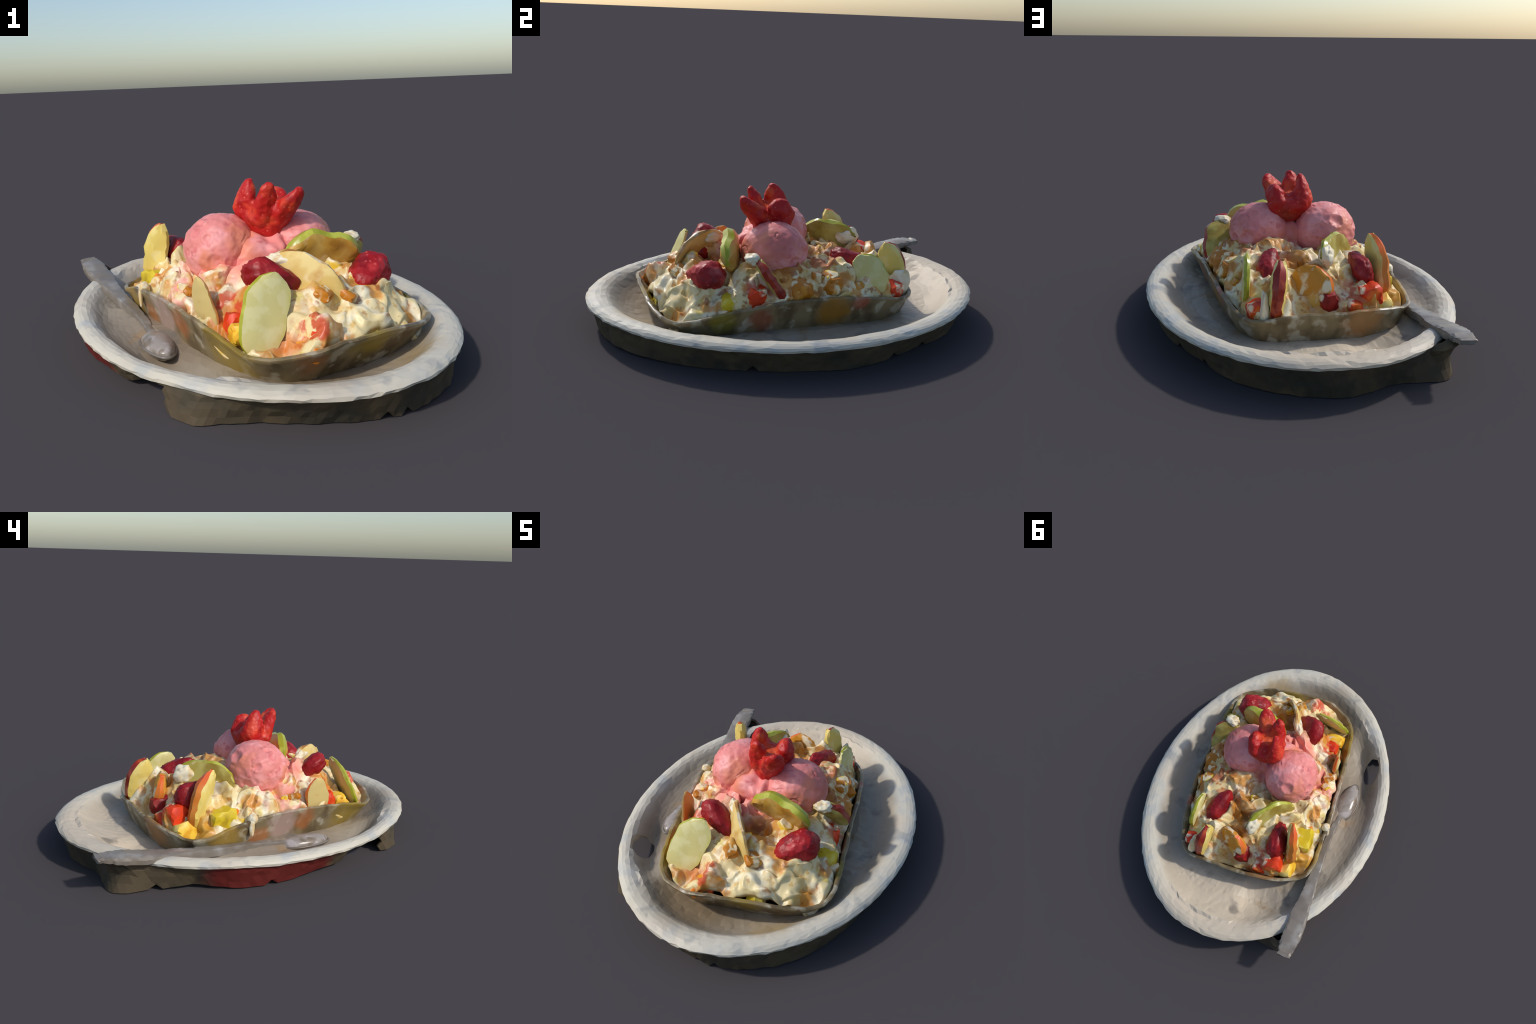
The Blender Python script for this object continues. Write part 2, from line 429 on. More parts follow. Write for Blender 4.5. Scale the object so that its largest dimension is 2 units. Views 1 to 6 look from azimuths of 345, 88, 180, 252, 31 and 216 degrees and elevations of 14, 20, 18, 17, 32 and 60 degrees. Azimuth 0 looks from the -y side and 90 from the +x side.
# cross-sections of the dished plate: (fraction of the rim radius, height for a rim at 0.141);
# the side towards +x is a gentle slope, the rest is a deep trough with a steep wall
GENTLE = [(0.0, 0.040), (0.50, 0.040), (0.62, 0.048), (0.70, 0.060), (0.76, 0.080), (0.81, 0.104), (0.85, 0.127), (0.88, 0.143), (0.905, 0.152), (0.93, 0.157), (0.955, 0.157), (0.975, 0.154), (0.99, 0.147), (1.0, 0.137)]
MIDDLE = [(0.0, 0.038), (0.55, 0.038), (0.62, 0.041), (0.70, 0.048), (0.77, 0.061), (0.81, 0.076), (0.85, 0.103), (0.88, 0.131), (0.905, 0.149), (0.93, 0.156), (0.955, 0.157), (0.975, 0.154), (0.99, 0.147), (1.0, 0.137)]
SPOON_SIDE = [(0.0, 0.05), (0.55, 0.05), (0.62, 0.055), (0.70, 0.066), (0.77, 0.080), (0.81, 0.090), (0.85, 0.107), (0.88, 0.130), (0.905, 0.148), (0.93, 0.156), (0.955, 0.157), (0.975, 0.154), (0.99, 0.147), (1.0, 0.137)]
STEEP = [(0.0, 0.028), (0.55, 0.028), (0.70, 0.030), (0.77, 0.036), (0.81, 0.047), (0.84, 0.066), (0.87, 0.098), (0.89, 0.122), (0.908, 0.141), (0.93, 0.154), (0.955, 0.157), (0.975, 0.154), (0.99, 0.147), (1.0, 0.137)]
SIDES = [(8, GENTLE, 55), (170, SPOON_SIDE, 34), (228, STEEP, 16)]     # compass angle, section, half width
HUMPS = [  # where the well swells: x, y, height, radius, flatness
    (-0.14, 0.775, 0.034, 0.16, 3), (-0.33, 0.62, -0.022, 0.10, 3), (-0.52, 0.60, -0.015, 0.10, 2), (0.06, 0.84, 0.014, 0.08, 3), (-0.24, -0.72, 0.02, 0.10, 2)]
HOLE = (-0.461, -0.507, 0.046, 0.095, 0.36)   # centre, half width, half length, turn


def section(table, r):
    return float(np.interp(r, [a for a, _ in table], [b for _, b in table]))


def profile(r, ang):
    z = section(MIDDLE, r)
    deg = math.degrees(ang)
    for a, table, width in SIDES:
        w = min(max(1.5 - abs((deg - a + 180) % 360 - 180) / width, 0), 1)
        z += (section(table, r) - z) * w * w * (3 - 2 * w)
    return z


def plate_height(x, y, z):
    for hx, hy, h, r, e in HUMPS:
        d = math.hypot(x - hx, y - hy) / r + 0.35 * noise.noise(V((x * 7, y * 7, 2)))
        z += h * math.exp(-abs(d) ** e)
    return z + tray_fillet(x, y)


def tray_fillet(x, y):
    """Height of the swelling where the plate meets the tray wall, by side of the tray."""
    d2 = (FILLET_RING[:, 0] - x) ** 2 + (FILLET_RING[:, 1] - y) ** 2
    i = int(np.argmin(d2))
    inside = math.hypot(x - 0.03, y + 0.05) < math.hypot(FILLET_RING[i, 0] - 0.03, FILLET_RING[i, 1] + 0.05)
    d = 0.0 if inside else math.sqrt(d2[i])
    a = math.degrees(math.atan2(FILLET_RING[i, 1] + 0.05, FILLET_RING[i, 0] - 0.03)) % 360
    h = float(interp_table([(0, .046), (40, .046), (65, .03), (90, .034), (115, .028), (135, .012), (160, .045), (175, .056), (200, .060), (235, .03), (255, .012), (285, .0), (325, .0), (345, .04)], a, 360))
    return h * math.exp(-(d / 0.075) ** 2)


def hole_coord(x, y):
    dx, dy = x - HOLE[0], y - HOLE[1]
    c, s = math.cos(HOLE[4]), math.sin(HOLE[4])
    return (dx * c + dy * s) / HOLE[2], (-dx * s + dy * c) / HOLE[3]


def plate_mesh(parent):
    NT = 150
    rho = [0.30, 0.40, 0.48, 0.55, 0.61, 0.66, 0.70, 0.735, 0.765, 0.795, 0.82, 0.845, 0.866, 0.885, 0.905, 0.93, 0.955, 0.975, 0.990, 1.0, 0.997]
    verts = []
    for k, r in enumerate(rho):
        last = k == len(rho) - 1
        for j in range(NT):
            t = 2 * math.pi * (j + 0.5 * (k % 2) + RNG.uniform(-0.3, 0.3)) / NT
            x, y, zr = rim_point(t)
            ang = math.atan2(y - CY, x - CX)
            jit = 0.007 if k < 15 else 0.0035
            rr = r + RNG.uniform(-jit, jit)
            w = max(0.0, (r - 0.55) / 0.45)
            X, Y = CX + (x - CX) * rr, CY + (y - CY) * rr
            Z = 0.126 if last else profile(min(rr, 1.0), ang)
            Z += (zr - 0.141) * w + 0.004 * fbm((X, Y, 0), 5, 3) + RNG.uniform(-0.0014, 0.0014)
            verts.append((X, Y, plate_height(X, Y, Z) if r < 0.9 else Z))
    quads = []
    for i in range(len(rho) - 1):
        for j in range(NT):
            a, b = i * NT + j, i * NT + (j + 1) % NT
            c, d = b + NT, a + NT
            quads += [(i, f) for f in (((a, b, c), (a, c, d)) if i % 2 else ((a, b, d), (b, c, d)))]
    cen = len(verts)
    verts.append((CX, CY, 0.030))
    quads += [(0, (j, (j + 1) % NT, cen)) for j in range(NT)]
    # hand hole: drop the faces inside an ellipse and pull the border onto it
    inside = [math.hypot(*hole_coord(v[0], v[1])) < 1 for v in verts]
    quads = [(i, f) for i, f in quads if not all(inside[k] for k in f)]
    c, s = math.cos(HOLE[4]), math.sin(HOLE[4])
    for i, v in enumerate(verts):
        if inside[i]:
            u, w = hole_coord(v[0], v[1])
            d = max(math.hypot(u, w), 1e-6)
            u, w = u / d, w / d
            verts[i] = (HOLE[0] + u * HOLE[2] * c - w * HOLE[3] * s, HOLE[1] + u * HOLE[2] * s + w * HOLE[3] * c, v[2])
    below = [(x, y, max(z - 0.012, 0.004)) for x, y, z in verts]
    SPLIT = 13

    def part(name, vs, fs, mat):
        used = sorted({i for f in fs for i in f})
        ix = {v: k for k, v in enumerate(used)}
        build(name, [vs[i] for i in used], [tuple(ix[i] for i in f) for f in fs], [mat], parent, smooth=False, recalc=False)
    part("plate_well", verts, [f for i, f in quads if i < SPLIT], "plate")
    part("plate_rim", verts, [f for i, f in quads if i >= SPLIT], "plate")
    # underside sheet and the thickness seen round the hand hole
    n = len(verts)
    count = {}
    for i, f in quads:
        for a, b in zip(f, f[1:] + f[:1]):
            count.setdefault((min(a, b), max(a, b)), []).append((a, b))
    lip = [(e[0][1], e[0][0], e[0][0] + n, e[0][1] + n) for e in count.values() if len(e) == 1 and inside[e[0][0]] and inside[e[0][1]]]
    part("plate_underside", verts + below, [tuple(i + n for i in reversed(f)) for i, f in quads if i < 18] + lip, "plate")


# foot of the plate: base radius as a fraction of the rim, by compass angle in degrees
FOOT = [(6, .895), (25, .93), (43, .90), (56, .88), (73, .93), (87, .93), (101, .95), (114, .92), (119, .95), (123, 1.0), (127, 1.06), (130, 1.075), (133, 1.05), (137, .98), (142, .955), (148, .92),
        (165, .955), (177, .95), (192, .92), (205, .91), (214, .91), (219, .84), (227, .83), (231, .96), (235, 1.01), (242, 1.02), (248, .96), (256, .91), (271, .91), (285, .95), (300, .97), (310, .96), (331, .915), (346, .895)]
FOOT_Z = [(0, 0.0), (40, .004), (56, .004), (73, .004), (87, .002), (127, 0), (139, .006), (150, .022), (165, .004), (185, .004), (200, .02), (212, .016), (219, .034), (227, .04), (232, .008), (238, 0), (250, .002), (285, 0), (300, .014), (315, .008), (331, 0), (345, 0)]
NOTCH = [17, 45, 59, 139, 178, 281, 286, 346]


def skirt(parent):
    NT = 180
    verts = []
    for k in range(6):
        for j in range(NT):
            t = 2 * math.pi * (j + 0.5 * (k % 2)) / NT
            x, y, z = rim_point(t)
            ang = math.degrees(math.atan2(y - CY, x - CX)) % 360
            base = float(interp_table(FOOT, ang, 360))
            zb = float(interp_table(FOOT_Z, ang, 360))
            if k == 5:
                for a in NOTCH:
                    if abs((ang - a + 180) % 360 - 180) < 1.0:
                        zb += 0.024
            s = (0.0, 0.10, 0.28, 0.5, 0.75, 1.0)[k]
            top = 0.988
            # flat lip first, then the wall drops to the base line
            pr = (0.0, 0.20, 0.38, 0.58, 0.80, 1.0)[k]
            bulge = 1.0
            if base > 1.03 and ang < 145:      # web that runs up to the underside of the spoon handle
                pr = (0.8, 1.35, 0.95, 0.72, 0.8, 1.0)[k]
                z += 0.042 * min((base - 1.03) / 0.03, 1)
            r = top + (base - top) * pr * bulge
            r += RNG.uniform(-0.004, 0.004) if 0 < k else 0
            zz = (z - 0.012) * (1 - s) + zb * s
            if 0 < k < 5:
                zz += RNG.uniform(-0.004, 0.004)
            verts.append((CX + (x - CX) * r, CY + (y - CY) * r, max(zz, 0.0)))
    faces = []
    for i in range(5):
        for j in range(NT):
            a, b = i * NT + j, i * NT + (j + 1) % NT
            c, d = b + NT, a + NT
            mid = math.degrees(math.atan2(verts[a][1] - CY, verts[a][0] - CX)) % 360
            if 215 < mid < 231 and i > 0:     # the broken gap in front of the hand hole
                continue
            faces += [(a, b, c), (a, c, d)] if (i + 1) % 2 == 0 else [(a, b, d), (b, c, d)]
    o = build("plate_foot", verts, faces, ["skirt"], parent, smooth=False)
    sm = o.modifiers.new("thickness", "SOLIDIFY")
    sm.thickness = 0.012
    sm.offset = -1


# ------------------------------------------------------------------ glass tray
TC = V((0.03, -0.05))


def tray_ring(n):
    return catmull(TRAY, n)


def tray(parent):
    n = 220
    ring = tray_ring(n)
    # (inset in metres, share of rim height, drop)
    sect = [(0.056, 0.0, 0.030), (0.044, 0.0, 0.045), (0.031, 0.28, 0.034), (0.018, 0.55, 0.024), (0.006, 0.82, 0.008), (-0.006, 1.0, -0.008), (-0.007, 1.0, 0.0), (-0.001, 1.0, 0.006), (0.010, 1.0, 0.005),
            (0.017, 1.0, -0.006), (0.024, 0.8, 0.01), (0.045, 0.5, 0.03), (0.075, 0.2, 0.06)]
    verts = []
    tang = np.roll(ring, -1, 0) - np.roll(ring, 1, 0)
    for ins, sh, off in sect:
        for j in range(n):
            x, y, z = ring[j]
            tx, ty = tang[j][0], tang[j][1]
            l = math.hypot(tx, ty)
            nx, ny = -ty / l, tx / l           # inward for a counter-clockwise loop
            w = 0.006 * fbm((x, y, sh), 6, 11) + 0.004 * fbm((x, y, sh * 0.4), 17, 5)
            under = max(0.0, math.cos(math.atan2(y + 0.05, x - 0.03) + 1.35)) ** 3     # the -y wall leans in
            d = ins + w + (0.055 * under * (1 - sh) if sh < 1 else 0)
            zz = z * sh + off + (0.004 * fbm((x, y, 0), 14, 8) if sh == 1 else 0)
            verts.append((x + nx * d, y + ny * d, zz))
    faces = grid_faces(len(sect), n)
    o = build("glass_tray", verts, faces, ["glass"], parent, smooth=True, angle=50)
    return o


# ------------------------------------------------------------------ cream heap
LUMP_RNG = random.Random(11)


def outline_fraction():
    ring = tray_ring(720)
    ang = np.arctan2(ring[:, 1] - TC.y, ring[:, 0] - TC.x)
    rad = np.hypot(ring[:, 0] - TC.x, ring[:, 1] - TC.y)
    o = np.argsort(ang)
    return ang[o], rad[o], ring[o, 2]


OA, OR, OZ = outline_fraction()


def heap_base(x, y):
    dx, dy = x - TC.x, y - TC.y
    a = np.arctan2(dy, dx)
    R = np.interp(a, OA, OR, period=2 * math.pi)
    Z = np.interp(a, OA, OZ, period=2 * math.pi)
    f = np.clip(np.hypot(dx, dy) / R, 0, 1.02)
    top = 0.355
    z = Z - 0.03 + (top - Z + 0.03) * (1 - f ** 3.6)
    # low corners at the two ends where the tray is not full
    for cx, cy, h, r in ((0.54, -0.54, -0.06, 0.09), (-0.43, 0.36, -0.055, 0.09), (-0.40, 0.20, -0.03, 0.07), (-0.10, -0.665, -0.03, 0.11),
                         (-0.21, -0.50, -0.075, 0.11), (-0.04, -0.635, -0.07, 0.09), (0.12, -0.37, -0.035, 0.10), (0.28, -0.28, -0.03, 0.08), (-0.30, -0.30, -0.03, 0.09), (0.36, 0.13, -0.015, 0.10),
                         (-0.1, 0.52, -0.02, 0.10), (-0.29, 0.15, 0.035, 0.14), (0.12, -0.53, 0.035, 0.10), (0.33, 0.30, 0.025, 0.10), (0.30, -0.46, -0.02, 0.08), (0.2, -0.42, -0.02, 0.08)):
        z = z + h * np.exp(-((x - cx) ** 2 + (y - cy) ** 2) / (2 * (0.6 * r) ** 2))
    return z, f


def soft_union(H, X, Y, lumps, k):
    """Raise H to the soft upper envelope of half-balls (x, y, r, height, turn, stretch)."""
    for x, y, r, h, th, st in lumps:
        dx, dy = X - x, Y - y
        c, s = math.cos(th), math.sin(th)
        q = 1 - ((dx * c + dy * s) / (r * st)) ** 2 - ((-dx * s + dy * c) / r) ** 2
        msk = q > 0
        if msk.any():
            a, b = H[msk], r * h * np.sqrt(q[msk])
            H[msk] = np.maximum(a, b) + np.maximum(k - np.abs(a - b), 0) ** 2 / (4 * k)
    return H


def scatter(count, rng, size):
    out = []
    for _ in range(count):
        a = rng.uniform(-math.pi, math.pi)
        f = math.sqrt(rng.random()) * 0.98
        rr = float(np.interp(a, OA, OR, period=2 * math.pi)) - 0.03
        x, y = TC.x + f * rr * math.cos(a), TC.y + f * rr * math.sin(a)
        r = size(x, y, rng)
        out.append((x, y, r, rng.uniform(0.55, 1.15), rng.uniform(0, math.pi), rng.uniform(1.0, 1.9)))
    return out


def cream(parent):
    nr, na = 200, 600
    fr = np.linspace(0.02, 1.0, nr) ** 0.75
    A = np.linspace(-math.pi, math.pi, na, endpoint=False)
    R = np.interp(A, OA, OR, period=2 * math.pi) - 0.029 - 0.007 * np.maximum(0, np.cos(A + 1.5)) ** 2
    RIM = np.broadcast_to(np.interp(A, OA, OZ, period=2 * math.pi)[None, :], (nr, na)).reshape(-1)
    X = TC.x + fr[:, None] * R[None, :] * np.cos(A)[None, :]
    Y = TC.y + fr[:, None] * R[None, :] * np.sin(A)[None, :]
    Z, F = heap_base(X, Y)
    rng = LUMP_RNG

    # curds: coarse at the -y end, fine on the -x side, longer and smoother elsewhere
    def big(x, y, g):
        return g.uniform(0.035, 0.055) if x < -0.2 and y < 0.35 else g.uniform(0.045, 0.085)

    def mid(x, y, g):
        return g.uniform(0.016, 0.032) if x < -0.2 and y < 0.35 else g.uniform(0.022, 0.045)
    H = soft_union(np.zeros_like(Z), X, Y, scatter(120, rng, big), 0.012)
    H2 = soft_union(np.zeros_like(Z), X, Y, scatter(620, rng, mid), 0.008)
    H3 = soft_union(np.zeros_like(Z), X, Y, scatter(1300, rng, lambda x, y, g: g.uniform(0.009, 0.019)), 0.004)
    for cx, cy, r in ((-0.08, -0.645, 0.075), (-0.20, -0.50, 0.085), (0.13, -0.36, 0.06)):      # quiet hollows
        q = 1 - 0.85 * np.exp(-((X - cx) ** 2 + (Y - cy) ** 2) / (2 * r * r))
        H, H2 = H * q, H2 * (0.4 + 0.6 * q)
    edge = np.clip((1.0 - F) / 0.08, 0, 1)
    Z = Z + (H * 0.85 + H2 * 0.62 + H3 * 0.22) * (0.35 + 0.65 * edge) - 0.046
    verts = np.stack([X, Y, Z], -1).reshape(-1, 3)
    fade = edge.reshape(-1)
    out = []
    for p, e, zr in zip(verts, fade, RIM):
        q = V(p)
        d = noise.noise_vector(q * 10 + V((5, 2, 1))) * 0.030 + noise.noise_vector(q * 24) * 0.012 + noise.noise_vector(q * 60) * 0.002
        d.z += 0.020 * (1 - 3.2 * abs(noise.noise(q * 13 + V((3, 1, 7)))))
        q = q + V((d.x, d.y, d.z)) * (0.12 + 0.88 * e)
        if e < 1:       # stay inside the tray
            q.z = max(q.z, zr - 0.022 - 0.10 * e)
        out.append(q)
    faces = grid_faces(nr, na)
    cen = len(out)
    out.append(V((TC.x, TC.y, 0.31)))
    faces += [(j, (j + 1) % na, cen) for j in range(na)]
    # the heap goes on down inside the tray
    top = (nr - 1) * na
    for k, drop in ((0.985, 0.028), (0.90, 0.06)):
        low = len(out)
        for j in range(na):
            p = out[(nr - 1) * na + j]
            out.append(V((TC.x + (p.x - TC.x) * k, TC.y + (p.y - TC.y) * k, min(p.z - 0.015, RIM[(nr - 1) * na + j] - drop))))
        faces += [(top + j, top + (j + 1) % na, low + (j + 1) % na, low + j) for j in range(na)]
        top = low
    o = build("cream", out, faces, ["cream"], parent, smooth=True)
    bm = bmesh.new()
    bm.from_mesh(o.data)
    for _ in range(3):
        bmesh.ops.smooth_vert(bm, verts=bm.verts, factor=0.5, use_axis_x=True, use_axis_y=True, use_axis_z=True)
    bm.to_mesh(o.data)
    bm.free()
    o["kind"] = "stuff"
    return o


# ------------------------------------------------------------------ pieces
def blob(name, mat, parent, size, matrix, sub=3, wob=0.18, wscale=1.6, seed=0.0, square=0.0, smooth=False, shape=None, angle=None, fine=0.0):
    bm = bmesh.new()
    bmesh.ops.create_icosphere(bm, subdivisions=sub, radius=1.0)
    verts = []
    for v in bm.verts:
        p = v.co.copy()
        if square:
            m = max(abs(p.x), abs(p.y), abs(p.z))
            p = p * (1 - square) + (p / m) * square * 0.85
        if shape:
            p = shape(p)
        d = 1 + wob * fbm(v.co, wscale, seed, 3) + fine * noise.noise(v.co * 7.5 + V((seed, 0, 0))) + 0.5 * fine * noise.noise(v.co * 17)
        p = p * d
        verts.append((p.x * size[0], p.y * size[1], p.z * size[2]))
    faces = [tuple(v.index for v in f.verts) for f in bm.faces]
    bm.free()
    return build(name, verts, faces, [mat], parent, smooth=smooth, matrix=matrix, angle=angle)


def slice_piece(name, flesh, skin, parent, center, up, normal, L, W, T, flip=1, bend=0.0, thin=0.45, seed=0, inner=0.42, outer=0.58, tip=0.12, wavy=0.0):
    """A cut slice of apple or peach: long axis Z, thickness Y, skin on the +X edge (flip=-1: on -X)."""
    rng = random.Random(seed)
    rows, cols = 15, 7
    verts, faces, fm = [], [], []

    def y_mid(x, z):
        return bend * ((2 * z / L) ** 2 - 0.4) * L + wavy * T * math.sin(7 * z / L + seed)
    for side in (1, -1):
        for i in range(rows):
            s = -1 + 2 * i / (rows - 1)
            e = max(1 - abs(s) ** 2.3, 0) ** 0.62
            e = tip + (1 - tip) * e
            for j in range(cols):
                q = j / (cols - 1)
                x = (-inner + (inner + outer) * q) * W * e
                z = s * L / 2 * (1 - 0.06 * (q - 0.5) ** 2)
                th = T * (thin + (1 - thin) * q) * (0.55 + 0.45 * e)
                edge = 1 - 0.35 * (abs(2 * q - 1) ** 5) - 0.3 * abs(s) ** 8
                y = y_mid(x, z) + side * th / 2 * edge
                n = 0.06 * T * rng.uniform(-1, 1)
                xx = x + 0.012 * W * rng.uniform(-1, 1) + 0.13 * W * noise.noise(V((z * 13, seed * 3.1, 0.2 * side + (1.5 if q > 0.5 else 0))))
                verts.append((flip * xx, y + n, z + 0.004 * rng.uniform(-1, 1) * L))
    nb = rows * cols
    for side in (0, 1):
        for i in range(rows - 1):
            for j in range(cols - 1):
                a = side * nb + i * cols + j
                faces.append((a, a + 1, a + 1 + cols, a + cols))
                fm.append(0)
    # outer (skin) strip with a bulging middle line
    mid = []
    for i in range(rows):
        a, b = verts[i * cols + cols - 1], verts[nb + i * cols + cols - 1]
        mid.append(len(verts))
        verts.append(((a[0] + b[0]) / 2 + flip * 0.16 * T, (a[1] + b[1]) / 2, (a[2] + b[2]) / 2))
    for i in range(rows - 1):
        for base in (0, nb):
            a, b = base + i * cols + cols - 1, base + (i + 1) * cols + cols - 1
            faces.append((a, b, mid[i + 1], mid[i]))
            fm.append(1)
    for i in range(rows - 1):
        a, b = i * cols, (i + 1) * cols
        faces.append((a, b, nb + b, nb + a))
        fm.append(0)
    for i in (0, rows - 1):
        for j in range(cols - 1):
            a = i * cols + j
            faces.append((a, a + 1, nb + a + 1, nb + a))
            fm.append(1 if j >= cols // 2 else 0)
        a = i * cols + cols - 1
        faces.append((a, mid[i], nb + a))
        fm.append(1)
    return build(name, verts, faces, [flesh, skin], parent, face_mat=fm, smooth=True, angle=28, matrix=frame(center, up, normal))


def berry(parent, center, axis, size, mat="berry", seed=0, normal=(0.3, 0.2, 1), sub=4):
    """Strawberry: blunt shoulders, tapering along +Z to the tip."""
    def shape(p):
        t = (p.z + 1) / 2
        k = 1.0 - 0.30 * max(t - 0.35, 0) / 0.65 + (0.06 if t < 0.3 else 0)
        return V((p.x * k, p.y * k, p.z))
    ax = V(axis).normalized()
    nn = V(normal)
    if abs(nn.normalized().dot(ax)) > 0.95:
        nn = V((0, 1, 0.2))
    return blob("strawberry", mat, parent, size, frame(center, axis, nn), sub=sub, wob=0.11, wscale=1.6, seed=seed, shape=shape, fine=0.07, square=0.15, smooth=True)


def scoop(parent, center, r, seed, pits, squash=(1, 1, 1)):
    bm = bmesh.new()
    bmesh.ops.create_icosphere(bm, subdivisions=6, radius=1.0)
    c = V(center)
    verts = []
    for v in bm.verts:
        d = v.co.normalized()
        k = 1 + 0.035 * fbm(d, 1.7, seed) + 0.012 * fbm(d, 6, seed + 3)
        for pd, pr, depth in pits:
            q = d - V(pd).normalized()
            l = q.length + 0.12 * pr * noise.noise(d * 9)
            if l < pr * 1.5:
                k -= depth * max(0, 1 - (l / pr) ** 2) - 0.25 * depth * math.exp(-((l / pr - 1.1) / 0.25) ** 2)
        cr = abs(noise.noise(d * 2.6 + V((seed * 2, 1, 0))))
        if noise.noise(d * 2.1 + V((0, seed, 4))) > 0.16:      # torn cracks
            k -= 0.042 * max(0.0, 1 - cr / 0.07)
        k += 0.022 * noise.noise(d * 5 + V((seed, 0, 0))) + 0.007 * noise.noise(d * 13)
        if d.z < -0.45:   # skirt of melted ice cream flaring at the foot
            k += 0.14 * (-(d.z) - 0.45) * (1 + noise.noise(d * 4 + V((seed, 0, 0))))
        p = V((d.x * squash[0], d.y * squash[1], d.z * squash[2])) * r * k
        verts.append(c + p)
    faces = [tuple(v.index for v in f.verts) for f in bm.faces]
    bm.free()
    o = build("ice_cream_scoop", verts, faces, ["ice"], parent, smooth=True)
    return o


def ice_bridge(parent):
    """Folded mass of softened ice cream between the two scoops, sagging towards -y."""
    bm = bmesh.new()
    bmesh.ops.create_icosphere(bm, subdivisions=5, radius=1.0)
    verts = []
    for v in bm.verts:
        d = v.co
        p = V((d.x * 0.165, d.y * 0.135, d.z * 0.10))
        q = p + V((0.020, -0.105, 0.365))
        fold = 0.020 * (1 - 2.6 * abs(noise.noise(V((q.x * 15 + q.y * 5, q.y * 5, q.z * 7))))) + 0.016 * noise.noise(q * 17) + 0.006 * noise.noise(q * 45)
        verts.append(q + d.normalized() * fold)
    faces = [tuple(v.index for v in f.verts) for f in bm.faces]
    bm.free()
    return build("ice_cream_melt", verts, faces, ["ice"], parent, smooth=True)


def fused(name, balls, mat, parent, voxel=0.008, smooth_steps=1, rough=((9, 0.010), (24, 0.006)), angle=35):
    """One closed body fused from overlapping ellipsoids (centre, (rx, ry, rz), turn about z)."""
    bm = bmesh.new()
    for c, r, turn in balls:
        mtx = Matrix.Translation(V(c)) @ Matrix.Rotation(math.radians(turn), 4, "Z") @ Matrix.Diagonal((*r, 1))
        bmesh.ops.create_icosphere(bm, subdivisions=3, radius=1.0, matrix=mtx)
    me = bpy.data.meshes.new("fused")
    bm.to_mesh(me)
    bm.free()
    tmp = bpy.data.objects.new("fused", me)
    bpy.context.collection.objects.link(tmp)
    md = tmp.modifiers.new("fuse", "REMESH")
    md.mode = "VOXEL"
    md.voxel_size = voxel
    ev = tmp.evaluated_get(bpy.context.evaluated_depsgraph_get())
    out = bpy.data.meshes.new_from_object(ev)
    bm = bmesh.new()
    bm.from_mesh(out)
    for _ in range(smooth_steps):
        bmesh.ops.smooth_vert(bm, verts=bm.verts, factor=0.5, use_axis_x=True, use_axis_y=True, use_axis_z=True)
    bm.normal_update()
    for v in bm.verts:
        v.co = v.co + v.normal * sum(a * fbm(v.co, sc, 2) for sc, a in rough)
    verts = [v.co.copy() for v in bm.verts]
    faces = [tuple(v.index for v in f.verts) for f in bm.faces]
    bm.free()
    bpy.data.objects.remove(tmp)
    bpy.data.meshes.remove(me)
    bpy.data.meshes.remove(out)
    return build(name, verts, faces, [mat], parent, smooth=True, angle=angle)


def chain(points, n, turn=0.0):
    """Ellipsoids strung along a bent spine: points are (x, y, z, across, thick)."""
    out = []
    for x, y, z, a, t in catmull(points, n, closed=False):
        out.append(((x, y, z), (a, t, min(a, t) * 1.15), turn))
    return out


def berry_fan(parent):
    """A whole strawberry slit from the tip and opened into four thick splayed wedges."""
    balls = [((0.045, -0.070, 0.512), (0.098, 0.090, 0.068), 20), ((0.030, -0.050, 0.540), (0.090, 0.085, 0.055), 10), ((0.055, -0.095, 0.490), (0.075, 0.075, 0.060), 0)]
    # broad wedge towards -x, a finger towards -y, a long arm towards +x -y, a blunt lobe towards +x +y
    balls += chain([(-0.018, -0.045, 0.555, 0.066, 0.054), (-0.024, -0.058, 0.600, 0.060, 0.042), (-0.024, -0.070, 0.645, 0.044, 0.027), (-0.018, -0.080, 0.673, 0.018, 0.012)], 14, 100)
    balls += chain([(0.016, -0.130, 0.540, 0.052, 0.046), (0.024, -0.154, 0.590, 0.046, 0.036), (0.032, -0.172, 0.634, 0.038, 0.029), (0.034, -0.184, 0.660, 0.028, 0.022)], 12, 10)
    balls += chain([(0.080, -0.135, 0.535, 0.056, 0.050), (0.108, -0.168, 0.572, 0.054, 0.040), (0.134, -0.200, 0.606, 0.050, 0.033), (0.148, -0.218, 0.636, 0.034, 0.022)], 12, 40)
    balls += chain([(0.090, -0.030, 0.545, 0.068, 0.055), (0.106, -0.036, 0.585, 0.062, 0.040), (0.112, -0.044, 0.612, 0.046, 0.026)], 10, 115)
    return fused("strawberry_fan", balls, "fan_out", parent)


def dollop(parent, center, size, seed, up=(0, 0, 1), normal=(0, 1, 0), wob=0.32):
    return blob("cream_dollop", "cream_plain", parent, size, frame(center, up, normal), sub=4, wob=wob, wscale=1.2, seed=seed, smooth=True)


def chunk(name, mat, parent, center, size, seed, up=(0.1, 0.2, 1), normal=(1, 0.3, 0)):
    return blob(name, mat, parent, size, frame(center, up, normal), sub=3, wob=0.20, wscale=1.5, seed=seed, square=0.7, smooth=True, angle=32)


